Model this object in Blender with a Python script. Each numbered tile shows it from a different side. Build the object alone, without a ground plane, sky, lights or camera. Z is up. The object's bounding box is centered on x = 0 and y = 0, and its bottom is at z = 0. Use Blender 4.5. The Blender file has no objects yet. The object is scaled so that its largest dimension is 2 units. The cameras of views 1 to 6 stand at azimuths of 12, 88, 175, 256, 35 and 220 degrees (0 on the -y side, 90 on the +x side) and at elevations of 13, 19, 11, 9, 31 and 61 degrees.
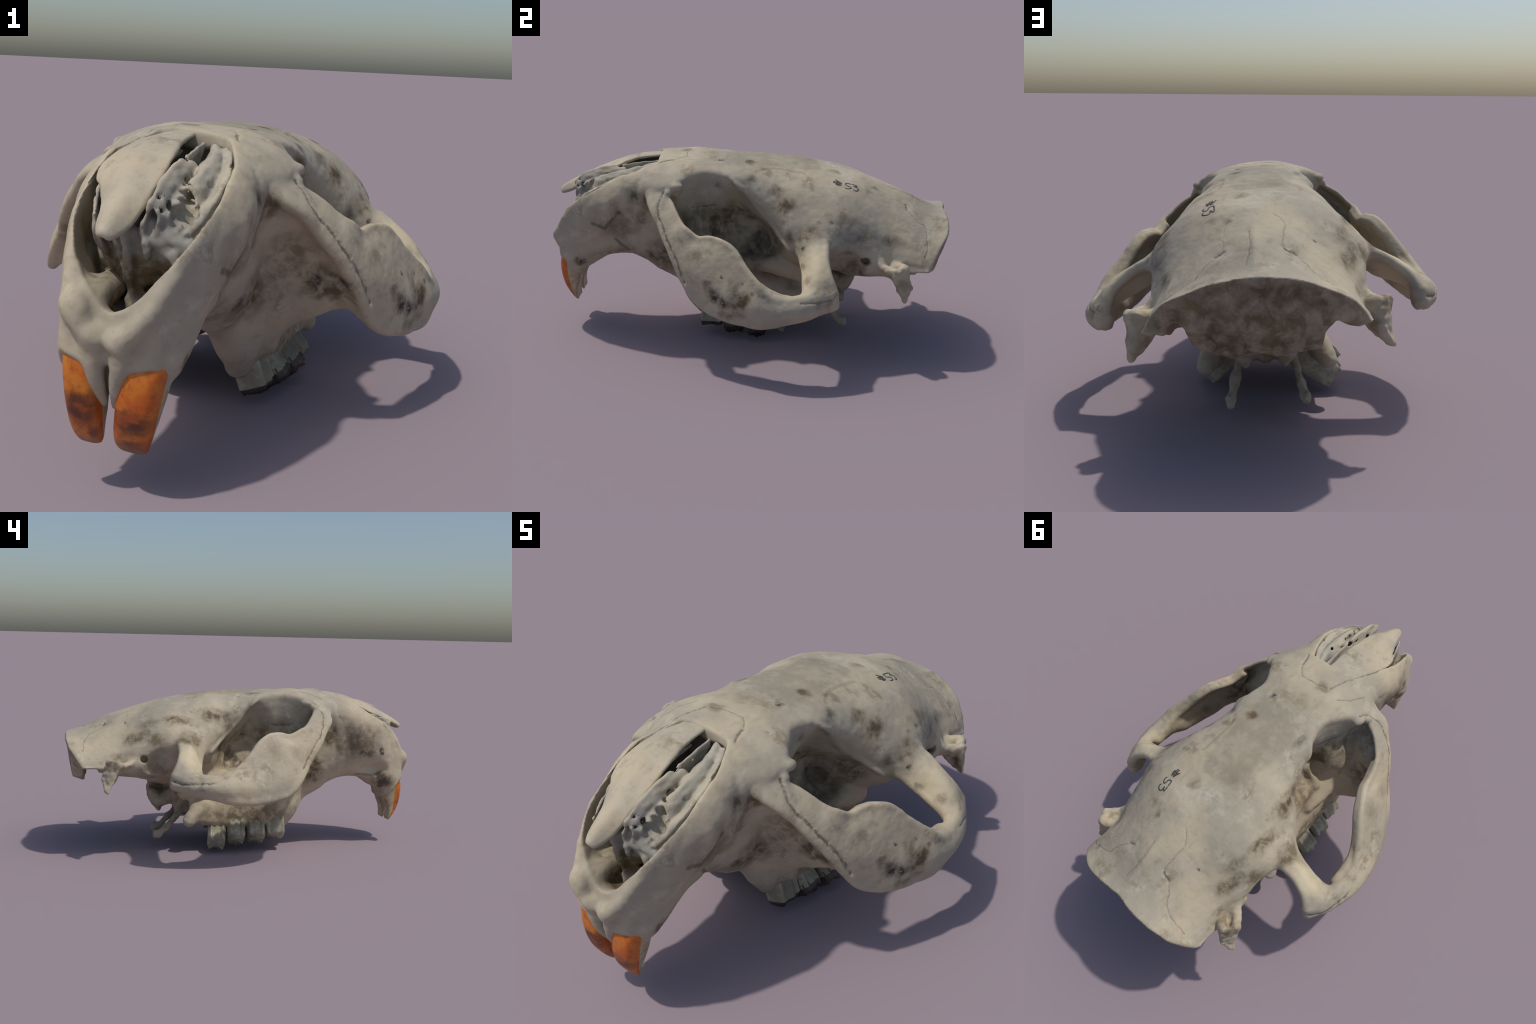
"""A weathered rodent skull with orange incisors, built from an implicit bone
field (lofted braincase and snout, swept arches and plates, carved cavities)
that is meshed in code, plus separate teeth, nasal bone and turbinates.
All measures are metres in the skull's own symmetric frame: -y nose, z up."""
import bpy, math, random
import numpy as np
from mathutils import Vector, Matrix
from mathutils.bvhtree import BVHTree

rng = np.random.default_rng(7)
H = 0.005                                  # grid step of the bone field
LO = np.array([-0.75, -1.05, -0.05])
N = np.array([301, 417, 201])
AX = [(LO[i] + H * np.arange(N[i])).astype(np.float32) for i in range(3)]
HALF = (N[0] - 1) // 2                     # index of the plane x = 0


# ------------------------------------------------------------------ splines
def catmull(P, n, closed=False):
    """Catmull-Rom through the rows of P, n points per span."""
    P = np.asarray(P, float)
    if closed:
        Q = np.vstack([P[-1:], P, P[:2]])
    else:
        Q = np.vstack([2 * P[:1] - P[1:2], P, 2 * P[-1:] - P[-2:-1]])
    t = np.linspace(0, 1, n, endpoint=False)[:, None]
    out = []
    for i in range(len(Q) - 3):
        a, b, c, d = Q[i:i + 4]
        out.append(0.5 * (2 * b + (c - a) * t + (2 * a - 5 * b + 4 * c - d) * t ** 2 + (3 * b - a - 3 * c + d) * t ** 3))
    if not closed:
        out.append(P[-1:])
    return np.vstack(out)


def resample(P, n, smooth=True):
    """n points evenly spaced along the curve through P (any columns)."""
    C = catmull(P, 14) if smooth and len(P) > 2 else np.asarray(P, float)
    s = np.r_[0, np.cumsum(np.linalg.norm(np.diff(C[:, :3], axis=0), axis=1))]
    t = np.linspace(0, s[-1], n)
    return np.stack([np.interp(t, s, C[:, k]) for k in range(C.shape[1])], 1)


def pchip(x, y, q):
    """monotone cubic interpolation, columns of y over x, at the points q"""
    x, y, q = np.asarray(x, float), np.asarray(y, float), np.asarray(q, float)
    if y.ndim == 1:
        y = y[:, None]
    h = np.diff(x)[:, None]
    d = np.diff(y, axis=0) / h
    m = np.zeros_like(y)
    w1, w2 = 2 * h[1:] + h[:-1], h[1:] + 2 * h[:-1]
    same = d[1:] * d[:-1] > 0
    with np.errstate(divide="ignore", invalid="ignore"):
        m[1:-1] = np.where(same, (w1 + w2) / (w1 / d[:-1] + w2 / d[1:]), 0)
    m[0], m[-1] = d[0], d[-1]
    i = np.clip(np.searchsorted(x, q) - 1, 0, len(x) - 2)
    t = ((q - x[i]) / h[i, 0])[:, None]
    return ((1 + 2 * t) * (1 - t) ** 2 * y[i] + t * (1 - t) ** 2 * h[i] * m[i]
            + t * t * (3 - 2 * t) * y[i + 1] + t * t * (t - 1) * h[i] * m[i + 1])


# ------------------------------------------------------------- scalar fields
def smin(a, b, k):
    if k <= 0:
        return np.minimum(a, b)
    h = np.clip(0.5 + 0.5 * (b - a) / k, 0, 1)
    return b + (a - b) * h - k * h * (1 - h)


class Field:
    """A signed distance grid over the box AX (negative inside the bone)."""

    def __init__(self, lo=(-9, -9, -9), hi=(9, 9, 9)):
        self.ax = [a[(a >= l - 1e-6) & (a <= h + 1e-6)] for a, l, h in zip(AX, lo, hi)]
        self.v = np.full([len(a) for a in self.ax], 0.2, np.float32)

    def box(self, lo, hi, pad):
        sl = []
        for a, l, h in zip(self.ax, lo, hi):
            i = max(0, int(np.searchsorted(a, l - pad)))
            j = min(len(a), int(np.searchsorted(a, h + pad)) + 1)
            sl.append(slice(i, max(j, i)))
        return tuple(sl)

    def coords(self, sl):
        return np.meshgrid(*[a[s] for a, s in zip(self.ax, sl)], indexing="ij", sparse=True)

    def apply(self, sl, d, k, mode):
        if mode == "add":
            self.v[sl] = smin(self.v[sl], d, k)
        else:
            self.v[sl] = -smin(-self.v[sl], d, k)

    def balls(self, C, r, k=0.02, mode="add"):
        """union of many balls (centres C, radii r): swept tubes and sheets"""
        C = np.asarray(C, float)
        r = np.broadcast_to(np.asarray(r, float), len(C))
        pad = float(r.max()) + 0.03 + k
        sl = self.box(C.min(0), C.max(0), pad)
        d = np.full([s.stop - s.start for s in sl], 0.2, np.float32)
        if 0 in d.shape:
            return
        ax = [a[s] for a, s in zip(self.ax, sl)]
        o = [a[0] for a in ax]
        reach = 0.02 + k
        for c, q in zip(C, r):
            g = q + reach
            w = []
            for a in range(3):
                i = max(0, int((c[a] - g - o[a]) / H))
                j = min(d.shape[a], int((c[a] + g - o[a]) / H) + 2)
                w.append(slice(i, j))
            if any(s.stop <= s.start for s in w):
                continue
            e = ((ax[0][w[0]] - c[0]) ** 2)[:, None, None] + ((ax[1][w[1]] - c[1]) ** 2)[None, :, None] + ((ax[2][w[2]] - c[2]) ** 2)[None, None, :]
            e = np.sqrt(e) - q
            t = d[w[0], w[1], w[2]]
            np.minimum(t, e.astype(np.float32), out=t)
        self.apply(sl, d, k, mode)

    def tube(self, P, k=0.02, mode="add", step=0.35):
        """rows of P: x y z radius"""
        P = np.asarray(P, float)
        L = np.linalg.norm(np.diff(P[:, :3], axis=0), axis=1).sum()
        n = max(6, int(L / (step * P[:, 3].min())))
        Q = resample(P, n)
        self.balls(Q[:, :3], np.maximum(Q[:, 3], 0.002), k, mode)

    def sheet(self, curves, k=0.02, mode="add", step=0.45):
        """a curved plate through several rails; rows x y z half-thickness"""
        rails = [np.asarray(c, float) for c in curves]
        rmin = min(c[:, 3].min() for c in rails)
        n = max(np.linalg.norm(np.diff(c[:, :3], axis=0), axis=1).sum() for c in rails)
        n = max(8, int(n / (step * rmin)))
        R = np.stack([resample(c, n) for c in rails])          # rail, n, 4
        w = max(np.linalg.norm(np.diff(R[:, i, :3], axis=0), axis=1).sum() for i in range(n))
        m = max(4, int(w / (step * rmin)))
        pts = []
        for i in range(n):
            c = R[:, i]
            wi = np.linalg.norm(np.diff(c[:, :3], axis=0), axis=1).sum()
            pts.append(resample(c, max(3, int(m * wi / w + 1))))
        Q = np.vstack(pts)
        self.balls(Q[:, :3], Q[:, 3], k, mode)

    def ellipsoid(self, c, r, k=0.02, mode="add", rot=None):
        c, r = np.asarray(c, float), np.asarray(r, float)
        g = r.max()
        sl = self.box(c - g, c + g, 0.03 + k)
        x, y, z = self.coords(sl)
        p = [x - c[0], y - c[1], z - c[2]]
        if rot is not None:
            M = rot
            p = [M[i][0] * p[0] + M[i][1] * p[1] + M[i][2] * p[2] for i in range(3)]
        a = np.sqrt((p[0] / r[0]) ** 2 + (p[1] / r[1]) ** 2 + (p[2] / r[2]) ** 2)
        b = np.sqrt((p[0] / r[0] ** 2) ** 2 + (p[1] / r[1] ** 2) ** 2 + (p[2] / r[2] ** 2) ** 2)
        self.apply(sl, (a * (a - 1) / (b + 1e-6)).astype(np.float32), k, mode)

    def loft(self, sections, k=0.0, mode="add", span=6, smooth=True, xmax=0.56, cap=0.0):
        """sections: {y: [(x, z), ...]} half outlines from the midline round to
        the midline; mirrored in x. Signed distance slice by slice."""
        ys = np.array(sorted(sections), float)
        S = np.array([sections[y] for y in sorted(sections)], float)
        sl = self.box((-xmax, ys[0], S[..., 1].min()), (xmax, ys[-1], S[..., 1].max()), 0.05)
        ax = [a[s] for a, s in zip(self.ax, sl)]
        q = np.clip(ax[1], ys[0], ys[-1])
        flat = pchip(ys, S.reshape(len(ys), -1), q).reshape(len(q), S.shape[1], 2)
        X, Z = np.meshgrid(np.abs(ax[0]).astype(np.float32), ax[2], indexing="ij")
        px, pz = X.ravel(), Z.ravel()
        d = np.empty([len(a) for a in ax], np.float32)
        for j in range(len(q)):
            half = catmull(flat[j], span) if smooth else flat[j]
            half[:, 0] = np.maximum(half[:, 0], 0)
            poly = half.astype(np.float32)
            near, win = np.full(px.shape, 9.0, np.float32), np.zeros(px.shape, bool)
            for a, b in zip(poly, np.roll(poly, -1, 0)):
                ex, ez = b - a
                L = ex * ex + ez * ez
                if L < 1e-12:
                    continue
                wx, wz = px - a[0], pz - a[1]
                cr = (a[1] > pz) != (b[1] > pz)
                if abs(ez) > 1e-9:
                    win ^= cr & (wx < ex * wz / ez)
                if a[0] < 1e-4 and b[0] < 1e-4:
                    continue                        # the seam on the midline
                t = np.clip((wx * ex + wz * ez) / L, 0, 1)
                near = np.minimum(near, (wx - t * ex) ** 2 + (wz - t * ez) ** 2)
            near = np.sqrt(near)
            d[:, j, :] = np.where(win, -near, near).reshape(X.shape)
        gy = np.gradient(d, H, axis=1)
        d /= np.sqrt(1 + np.clip(gy, -3, 3) ** 2)
        y = ax[1][None, :, None]
        d = -smin(-d, -np.maximum(ys[0] - y, y - ys[-1]) + 0 * d, cap)
        self.apply(sl, d, k, mode)

    def blur(self, n=1):
        for _ in range(n):
            for a in range(3):
                s = [slice(None)] * 3
                c, p, m = s[:], s[:], s[:]
                c[a], p[a], m[a] = slice(1, -1), slice(2, None), slice(None, -2)
                t = 0.5 * self.v[tuple(c)] + 0.25 * (self.v[tuple(p)] + self.v[tuple(m)])
                self.v[tuple(c)] = t


def value_noise(p, seed=0):
    """smooth lattice noise in -1..1 at the points p (n, 3)"""
    r = np.random.default_rng(seed)
    T = r.uniform(-1, 1, (64, 64, 64)).astype(np.float32)
    i = np.floor(p).astype(int)
    f = p - i
    f = f * f * (3 - 2 * f)
    out = 0
    for a in (0, 1):
        for b in (0, 1):
            for c in (0, 1):
                w = (f[:, 0] if a else 1 - f[:, 0]) * (f[:, 1] if b else 1 - f[:, 1]) * (f[:, 2] if c else 1 - f[:, 2])
                out = out + w * T[(i[:, 0] + a) % 64, (i[:, 1] + b) % 64, (i[:, 2] + c) % 64]
    return out


def surface_nets(ax, v):
    """vertices and quads of the zero level of v"""
    nx, ny, nz = v.shape
    ins = v < 0
    sh = (nx - 1, ny - 1, nz - 1)
    cid = lambda i, j, k: (i * sh[1] + j) * sh[2] + k
    acc = np.zeros((sh[0] * sh[1] * sh[2], 3), np.float32)
    cnt = np.zeros(len(acc), np.int32)
    quads = []
    for a in range(3):
        lo = [slice(None)] * 3
        hi = [slice(None)] * 3
        lo[a], hi[a] = slice(0, -1), slice(1, None)
        A, B = ins[tuple(lo)], ins[tuple(hi)]
        idx = np.argwhere(A != B)
        va = v[tuple(lo)][tuple(idx.T)]
        vb = v[tuple(hi)][tuple(idx.T)]
        t = va / (va - vb)
        pos = idx.astype(np.float32)
        pos[:, a] += t
        flip = vb < va
        b, c = (a + 1) % 3, (a + 2) % 3
        ring = []
        for db, dc in ((0, 0), (-1, 0), (-1, -1), (0, -1)):
            q = idx.copy()
            q[:, b] += db
            q[:, c] += dc
            ok = ((q >= 0) & (q < np.array(sh))).all(1)
            g = np.where(ok, cid(q[:, 0], q[:, 1], q[:, 2]), -1)
            ring.append(g)
            for m in range(3):
                acc[:, m] += np.bincount(g[ok], pos[ok, m], len(acc)).astype(np.float32)
            cnt += np.bincount(g[ok], minlength=len(acc)).astype(np.int32)
        ring = np.stack(ring, 1)
        good = (ring >= 0).all(1)
        ring = np.where(flip[:, None], ring[:, ::-1], ring)[good]
        quads.append(ring)
    quads = np.vstack(quads)
    used = np.flatnonzero(cnt)
    new = np.full(len(acc), -1)
    new[used] = np.arange(len(used))
    V = acc[used] / cnt[used][:, None] * H + np.array([a[0] for a in ax])
    return V.astype(np.float32), new[quads]


def relax(V, Q, n, f=0.5):
    """Taubin smoothing: takes the grid steps out without shrinking"""
    e = np.vstack([Q[:, [0, 1]], Q[:, [1, 2]], Q[:, [2, 3]], Q[:, [3, 0]]])
    i, j = e[:, 0], e[:, 1]
    deg = np.bincount(i, minlength=len(V)) + np.bincount(j, minlength=len(V))
    for s in range(2 * n):
        w = f if s % 2 == 0 else -(f + 0.02)
        A = np.stack([np.bincount(i, V[j, m], len(V)) + np.bincount(j, V[i, m], len(V)) for m in range(3)], 1)
        V = V + w * (A / np.maximum(deg, 1)[:, None] - V)
    return V


def vertex_normals(V, Q):
    a = np.cross(V[Q[:, 2]] - V[Q[:, 0]], V[Q[:, 3]] - V[Q[:, 1]])
    n = np.stack([sum(np.bincount(Q[:, c], a[:, m], len(V)) for c in range(4)) for m in range(3)], 1)
    return n / (np.linalg.norm(n, axis=1, keepdims=True) + 1e-12)


def mirror(P):
    P = np.array(P, float)
    P[:, 0] *= -1
    return P


# =====================================================================
# 1. the symmetric half of the bone (x >= 0)
# =====================================================================
half = Field((0, -9, -9))

# braincase and snout: half outlines from the roof round to the base
BODY = {
    -0.96: [(0, .47), (.05, .48), (.08, .51), (.10, .53), (.122, .50), (.128, .44), (.12, .37), (.08, .35), (0, .37)],
    -0.90: [(0, .66), (.06, .66), (.115, .655), (.148, .635), (.157, .56), (.158, .46), (.145, .37), (.09, .34), (0, .35)],
    -0.82: [(0, .75), (.06, .745), (.13, .735), (.176, .705), (.194, .62), (.190, .51), (.165, .42), (.10, .34), (0, .35)],
    -0.72: [(0, .81), (.07, .805), (.14, .79), (.186, .764), (.224, .68), (.205, .55), (.148, .455), (.09, .390), (0, .39)],
    -0.66: [(0, .836), (.07, .831), (.135, .818), (.193, .795), (.243, .70), (.218, .58), (.155, .462), (.09, .392), (0, .395)],
    -0.60: [(0, .86), (.07, .855), (.13, .845), (.192, .820), (.242, .73), (.212, .59), (.160, .465), (.09, .388), (0, .395)],
    -0.55: [(0, .875), (.07, .870), (.125, .859), (.207, .808), (.234, .70), (.214, .55), (.180, .450), (.10, .375), (0, .385)],
    -0.50: [(0, .888), (.07, .884), (.12, .872), (.180, .842), (.236, .775), (.222, .64), (.205, .47), (.12, .360), (0, .37)],
    -0.42: [(0, .897), (.08, .893), (.15, .875), (.225, .840), (.275, .785), (.226, .66), (.212, .45), (.15, .345), (0, .32)],
    -0.35: [(0, .896), (.08, .894), (.15, .882), (.235, .853), (.285, .805), (.220, .66), (.190, .46), (.15, .34), (0, .30)],
    -0.28: [(0, .897), (.08, .895), (.15, .886), (.220, .860), (.232, .81), (.212, .70), (.175, .55), (.15, .40), (0, .29)],
    -0.18: [(0, .895), (.07, .893), (.13, .885), (.182, .861), (.186, .80), (.172, .69), (.130, .56), (.14, .40), (0, .28)],
    -0.06: [(0, .893), (.07, .890), (.14, .876), (.207, .842), (.200, .79), (.125, .69), (.085, .57), (.13, .42), (0, .29)],
    0.04: [(0, .890), (.07, .887), (.14, .870), (.215, .820), (.243, .745), (.185, .655), (.085, .57), (.13, .42), (0, .29)],
    0.12: [(0, .884), (.07, .882), (.14, .865), (.224, .814), (.272, .732), (.275, .640), (.19, .55), (.17, .42), (0, .30)],
    0.20: [(0, .874), (.07, .873), (.14, .860), (.242, .810), (.308, .730), (.362, .630), (.345, .540), (.24, .43), (0, .30)],
    0.29: [(0, .860), (.07, .859), (.14, .848), (.246, .801), (.326, .716), (.396, .636), (.405, .555), (.28, .42), (0, .31)],
    0.40: [(0, .842), (.07, .841), (.14, .830), (.244, .790), (.336, .718), (.396, .640), (.400, .560), (.28, .42), (0, .32)],
    0.50: [(0, .820), (.07, .817), (.15, .803), (.235, .767), (.318, .702), (.372, .630), (.388, .552), (.34, .42), (0, .34)],
    0.60: [(0, .790), (.07, .784), (.15, .760), (.225, .722), (.297, .666), (.348, .600), (.384, .525), (.345, .42), (0, .35)],
    0.70: [(0, .757), (.07, .744), (.14, .714), (.212, .672), (.277, .622), (.325, .566), (.362, .498), (.345, .42), (0, .36)],
    0.78: [(0, .728), (.06, .707), (.13, .677), (.212, .640), (.281, .594), (.330, .543), (.364, .488), (.35, .44), (0, .36)],
    0.86: [(0, .690), (.06, .674), (.13, .651), (.210, .622), (.286, .578), (.340, .530), (.374, .480), (.36, .44), (0, .36)],
    0.93: [(0, .660), (.06, .655), (.13, .642), (.215, .616), (.300, .577), (.348, .530), (.372, .480), (.35, .43), (0, .36)],
    1.03: [(0, .640), (.06, .646), (.13, .642), (.215, .614), (.300, .577), (.350, .535), (.375, .485), (.35, .43), (0, .36)],
}
half.loft(BODY, cap=0.02)

# zygomatic arch: outer plate between its upper and lower margins
UPPER = [(.235, -.405, .785, .016), (.292, -.390, .772, .013), (.318, -.360, .758, .011), (.365, -.333, .730, .010), (.405, -.306, .697, .010),
         (.446, -.270, .668, .010), (.468, -.215, .638, .010), (.487, -.155, .646, .010), (.522, -.092, .640, .011),
         (.550, -.044, .609, .012), (.580, -.008, .565, .014), (.604, .025, .528, .016), (.628, .065, .488, .018),
         (.645, .110, .446, .022), (.650, .160, .425, .026), (.645, .220, .420, .030), (.630, .285, .425, .032), (.614, .345, .425, .030), (.594, .392, .412, .026)]
MIDDLE = [(.245, -.440, .775, .016), (.315, -.420, .745, .013), (.355, -.395, .708, .012), (.400, -.366, .664, .011), (.440, -.338, .622, .011),
          (.482, -.296, .578, .011), (.525, -.240, .530, .012), (.562, -.180, .488, .014), (.597, -.115, .450, .016),
          (.622, -.060, .425, .018), (.642, -.005, .408, .020), (.660, .050, .395, .024), (.666, .100, .388, .028),
          (.670, .150, .385, .032), (.668, .200, .385, .034), (.655, .270, .390, .034), (.634, .340, .392, .033), (.604, .402, .395, .026)]
LOWER = [(.245, -.470, .752, .014), (.332, -.436, .710, .012), (.374, -.398, .658, .011), (.420, -.368, .602, .010), (.456, -.338, .550, .010),
         (.500, -.292, .470, .011), (.530, -.250, .408, .013), (.550, -.215, .366, .015), (.576, -.170, .338, .016),
         (.608, -.110, .326, .018), (.632, -.045, .317, .019), (.650, .030, .314, .021), (.656, .090, .320, .025),
         (.657, .150, .334, .029), (.649, .215, .350, .032), (.636, .280, .360, .031), (.616, .345, .376, .030), (.594, .400, .388, .026)]
INNER = [(.446, -.268, .560, .012), (.482, -.248, .480, .014), (.508, -.215, .430, .017), (.532, -.165, .400, .020), (.556, -.108, .380, .023), (.580, -.050, .366, .025),
         (.602, .005, .358, .028), (.610, .050, .358, .031), (.630, .100, .362, .030), (.642, .150, .372, .030)]
half.sheet([UPPER, MIDDLE, LOWER], k=0.015)
half.sheet([UPPER[5:15], [(u[0] - .020, u[1] + .008, u[2] - .018, u[3]) for u in UPPER[5:15]], [(x - .052, y + .010, .5 * z + .5 * u[2], t) for (x, y, z, t), u in zip(MIDDLE[5:15], UPPER[5:15])], INNER, LOWER[5:14]], k=0.012)
# rounded hind end of the arch
half.tube([(.605, .36, .405, .034), (.600, .402, .396, .030)], k=0.02)

# zygomatic plate: concave sheet from the arch's front edge in to the snout
PLATE_OUT = [(.255, -.462, .752, .014), (.332, -.434, .710, .013), (.374, -.396, .658, .012), (.420, -.366, .602, .012), (.456, -.336, .550, .012),
             (.498, -.290, .472, .012), (.528, -.248, .412, .013), (.540, -.212, .372, .015)]
PLATE_MID = [(.230, -.445, .735, .020), (.285, -.400, .688, .020), (.318, -.350, .640, .018), (.346, -.316, .590, .018), (.376, -.290, .540, .018),
             (.408, -.280, .480, .018), (.428, -.258, .435, .018), (.440, -.240, .412, .018)]
PLATE_IN = [(.190, -.440, .700, .026), (.205, -.410, .650, .030), (.215, -.365, .590, .030), (.225, -.335, .530, .030), (.238, -.300, .470, .030),
            (.246, -.268, .410, .030), (.248, -.245, .355, .028), (.240, -.210, .300, .028)]
half.sheet([PLATE_OUT, PLATE_MID, PLATE_IN], k=0.03)
half.sheet([[(.238, -.300, .470, .03), (.246, -.268, .410, .03), (.248, -.245, .355, .03), (.238, -.215, .300, .03), (.225, -.195, .220, .03)],
            [(.170, -.360, .470, .04), (.170, -.320, .410, .04), (.165, -.285, .350, .045), (.165, -.255, .290, .045), (.165, -.230, .210, .04)]], k=0.03)
# floor of the orbit
half.sheet([[(.13, -.24, .43, .03), (.13, -.14, .40, .03), (.13, -.04, .37, .03)], [(.23, -.25, .38, .03), (.215, -.14, .33, .03), (.20, -.04, .31, .03)]], k=0.03)

# squamosal root of the arch: flattened bar from braincase to arch end
half.sheet([[(.395, .262, .545, .024), (.455, .275, .510, .022), (.520, .284, .478, .022), (.585, .290, .445, .026)],
            [(.395, .305, .590, .036), (.458, .318, .568, .027), (.522, .328, .534, .026), (.582, .338, .484, .030), (.616, .335, .42, .034)],
            [(.390, .358, .602, .028), (.450, .366, .590, .021), (.508, .366, .556, .020), (.566, .382, .505, .022), (.598, .402, .445, .028)]], k=0.035)

# alveolar process of the upper jaw, with the hind knob
half.sheet([[(.15, -.26, .32, .055), (.14, -.15, .335, .05), (.14, 0, .325, .045), (.14, .15, .31, .04), (.16, .27, .28, .03)],
            [(.145, -.255, .20, .05), (.175, -.15, .225, .05), (.182, 0, .23, .048), (.185, .15, .225, .045), (.200, .27, .22, .035)],
            [(.140, -.225, .142, .045), (.172, -.13, .152, .046), (.184, 0, .150, .048), (.198, .13, .156, .044), (.220, .28, .165, .030)]], k=0.03)
half.tube([(.20, .22, .24, .04), (.235, .29, .18, .038), (.243, .305, .158, .036)], k=0.02)
half.tube([(.12, -.27, .24, .06), (.10, -.33, .30, .05), (.10, -.42, .36, .05)], k=0.05)
# lumps on the orbit floor

# bulging front of the orbit, its lumpy floor and a ridge running back to the palate
half.tube([(.195, -.300, .68, .028), (.188, -.260, .60, .034), (.190, -.235, .52, .036)], k=0.03)
half.ellipsoid((.165, -.255, .50), (.085, .065, .13), k=0.05)
half.tube([(.15, -.10, .40, .034), (.175, .00, .400, .038), (.200, .09, .405, .042), (.220, .18, .395, .046), (.210, .26, .365, .046), (.165, .33, .300, .036)], k=0.03)
half.tube([(.12, .02, .47, .022), (.15, .05, .43, .020), (.17, .06, .39, .02)], k=0.02)
half.tube([(.11, -.12, .50, .022), (.15, -.13, .46, .022), (.18, -.12, .40, .022)], k=0.02)
half.ellipsoid((.165, -.165, .475), (.045, .035, .045), k=0.02, mode="cut")
half.ellipsoid((.135, .07, .50), (.045, .035, .035), k=0.02, mode="cut")
# knobs on the brow, sharp crest between orbit and temple
half.ellipsoid((.278, -.335, .812), (.022, .032, .020), k=0.012)
half.ellipsoid((.288, -.372, .786), (.020, .020, .018), k=0.012)
half.tube([(.205, -.075, .832, .012), (.226, -.046, .808, .013), (.216, .005, .762, .011), (.222, .050, .698, .011), (.236, .100, .652, .011), (.288, .140, .608, .011), (.355, .200, .548, .010)], k=0.014)
# pterygoid plate and its hook
half.sheet([[(.10, .24, .33, .018), (.105, .32, .30, .016), (.10, .38, .27, .016)],
            [(.105, .25, .22, .018), (.108, .31, .20, .016), (.105, .365, .20, .014)]], k=0.02)
half.tube([(.10, .345, .25, .016), (.108, .360, .19, .016), (.120, .400, .140, .017), (.133, .440, .098, .018), (.142, .475, .070, .020), (.143, .492, .060, .018)], k=0.012)
half.tube([(.142, .475, .075, .018), (.146, .492, .088, .014)], k=0.01)

# basal bone of the skull under the braincase
half.sheet([[(0, .38, .30, .045), (0, .46, .275, .045), (0, .525, .315, .035)], [(.08, .39, .29, .038), (.085, .465, .258, .036), (.09, .525, .305, .03)]], k=0.03)
half.tube([(.075, .47, .25, .03), (.074, .470, .206, .014)], k=0.02)
half.tube([(.0, .47, .25, .03), (.0, .475, .225, .016)], k=0.02)

# ridge over the ear, then the ear recess itself
half.ellipsoid((.445, .476, .445), (.112, .108, .136), k=0.005, mode="cut")

# paroccipital process: a triangular blade
half.sheet([[(.452, .695, .490, .016), (.453, .700, .450, .013), (.452, .722, .392, .011), (.461, .748, .338, .009)],
            [(.415, .740, .495, .022), (.422, .757, .450, .015), (.428, .764, .400, .012), (.452, .757, .346, .009)],
            [(.360, .695, .480, .026), (.375, .705, .430, .020), (.405, .728, .380, .013), (.447, .750, .342, .009)]], k=0.012)
half.tube([(.35, .61, .510, .026), (.41, .648, .492, .017), (.448, .698, .490, .013)], k=0.015)
half.sheet([[(.35, .61, .505, .022), (.41, .650, .488, .014), (.446, .696, .482, .012)], [(.345, .64, .47, .03), (.385, .68, .455, .022), (.42, .71, .44, .016)]], k=0.02)
half.tube([(.43, .757, .405, .014), (.432, .776, .406, .009)], k=0.01)

# incisor sockets: two bony sleeves running down the snout
half.tube([(.085, -.60, .505, .085), (.085, -.72, .475, .085), (.090, -.80, .430, .082), (.092, -.86, .380, .072), (.086, -.893, .345, .064), (.078, -.902, .26, .060)], k=0.03)
sl = half.box((0, -1.0, .1), (.25, -.78, .45), 0)
x, y, z = half.coords(sl)
rim = .372 - 0.95 * (y + .955) - 1.4 * (x - .115) ** 2 * 4 + .006 * np.sin(60 * x + 40 * y)
half.apply(sl, (0.75 * (z - rim)).astype(np.float32), 0.005, "cut")
# bony wedge running down between the incisors
half.tube([(.045, -.950, .42, .034), (.036, -.948, .36, .026), (.024, -.936, .30, .019), (.016, -.912, .248, .012)], k=0.015)
half.sheet([[(.020, -.90, .40, .03), (.02, -.89, .32, .022), (.016, -.88, .27, .012)], [(.020, -.84, .40, .03), (.02, -.85, .32, .025), (.018, -.86, .27, .014)]], k=0.015)
# raised lips under the nasal opening
half.tube([(.018, -.962, .430, .022), (.060, -.972, .452, .024), (.090, -.968, .492, .024), (.110, -.946, .530, .016), (.134, -.912, .592, .010)], k=0.025)

# --- carving
# nasal chamber, open to the front and above
CHAMBER = {
    -1.03: [(0, 1.0), (.05, 1.0), (.10, 1.0), (.120, .95), (.105, .66), (.080, .60), (.05, .550), (.02, .525), (0, .515)],
    -0.93: [(0, 1.0), (.05, 1.0), (.10, 1.0), (.132, .95), (.124, .66), (.095, .585), (.06, .530), (.025, .500), (0, .490)],
    -0.84: [(0, 1.0), (.05, 1.0), (.10, 1.0), (.162, .95), (.154, .64), (.112, .55), (.08, .490), (.05, .462), (0, .455)],
    -0.72: [(0, 1.0), (.05, 1.0), (.10, 1.0), (.168, .95), (.172, .66), (.150, .57), (.11, .50), (.05, .48), (0, .47)],
    -0.60: [(0, 1.0), (.05, 1.0), (.10, 1.0), (.158, .95), (.165, .70), (.145, .60), (.11, .52), (.05, .50), (0, .49)],
    -0.52: [(0, 1.0), (.04, 1.0), (.08, 1.0), (.122, .97), (.140, .76), (.120, .66), (.09, .60), (.04, .58), (0, .57)],
    -0.45: [(0, 1.0), (.03, 1.0), (.06, 1.0), (.095, .97), (.100, .80), (.080, .74), (.06, .70), (.03, .68), (0, .67)],
}
half.loft(CHAMBER, mode="cut", xmax=0.25, k=0.008)
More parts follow.
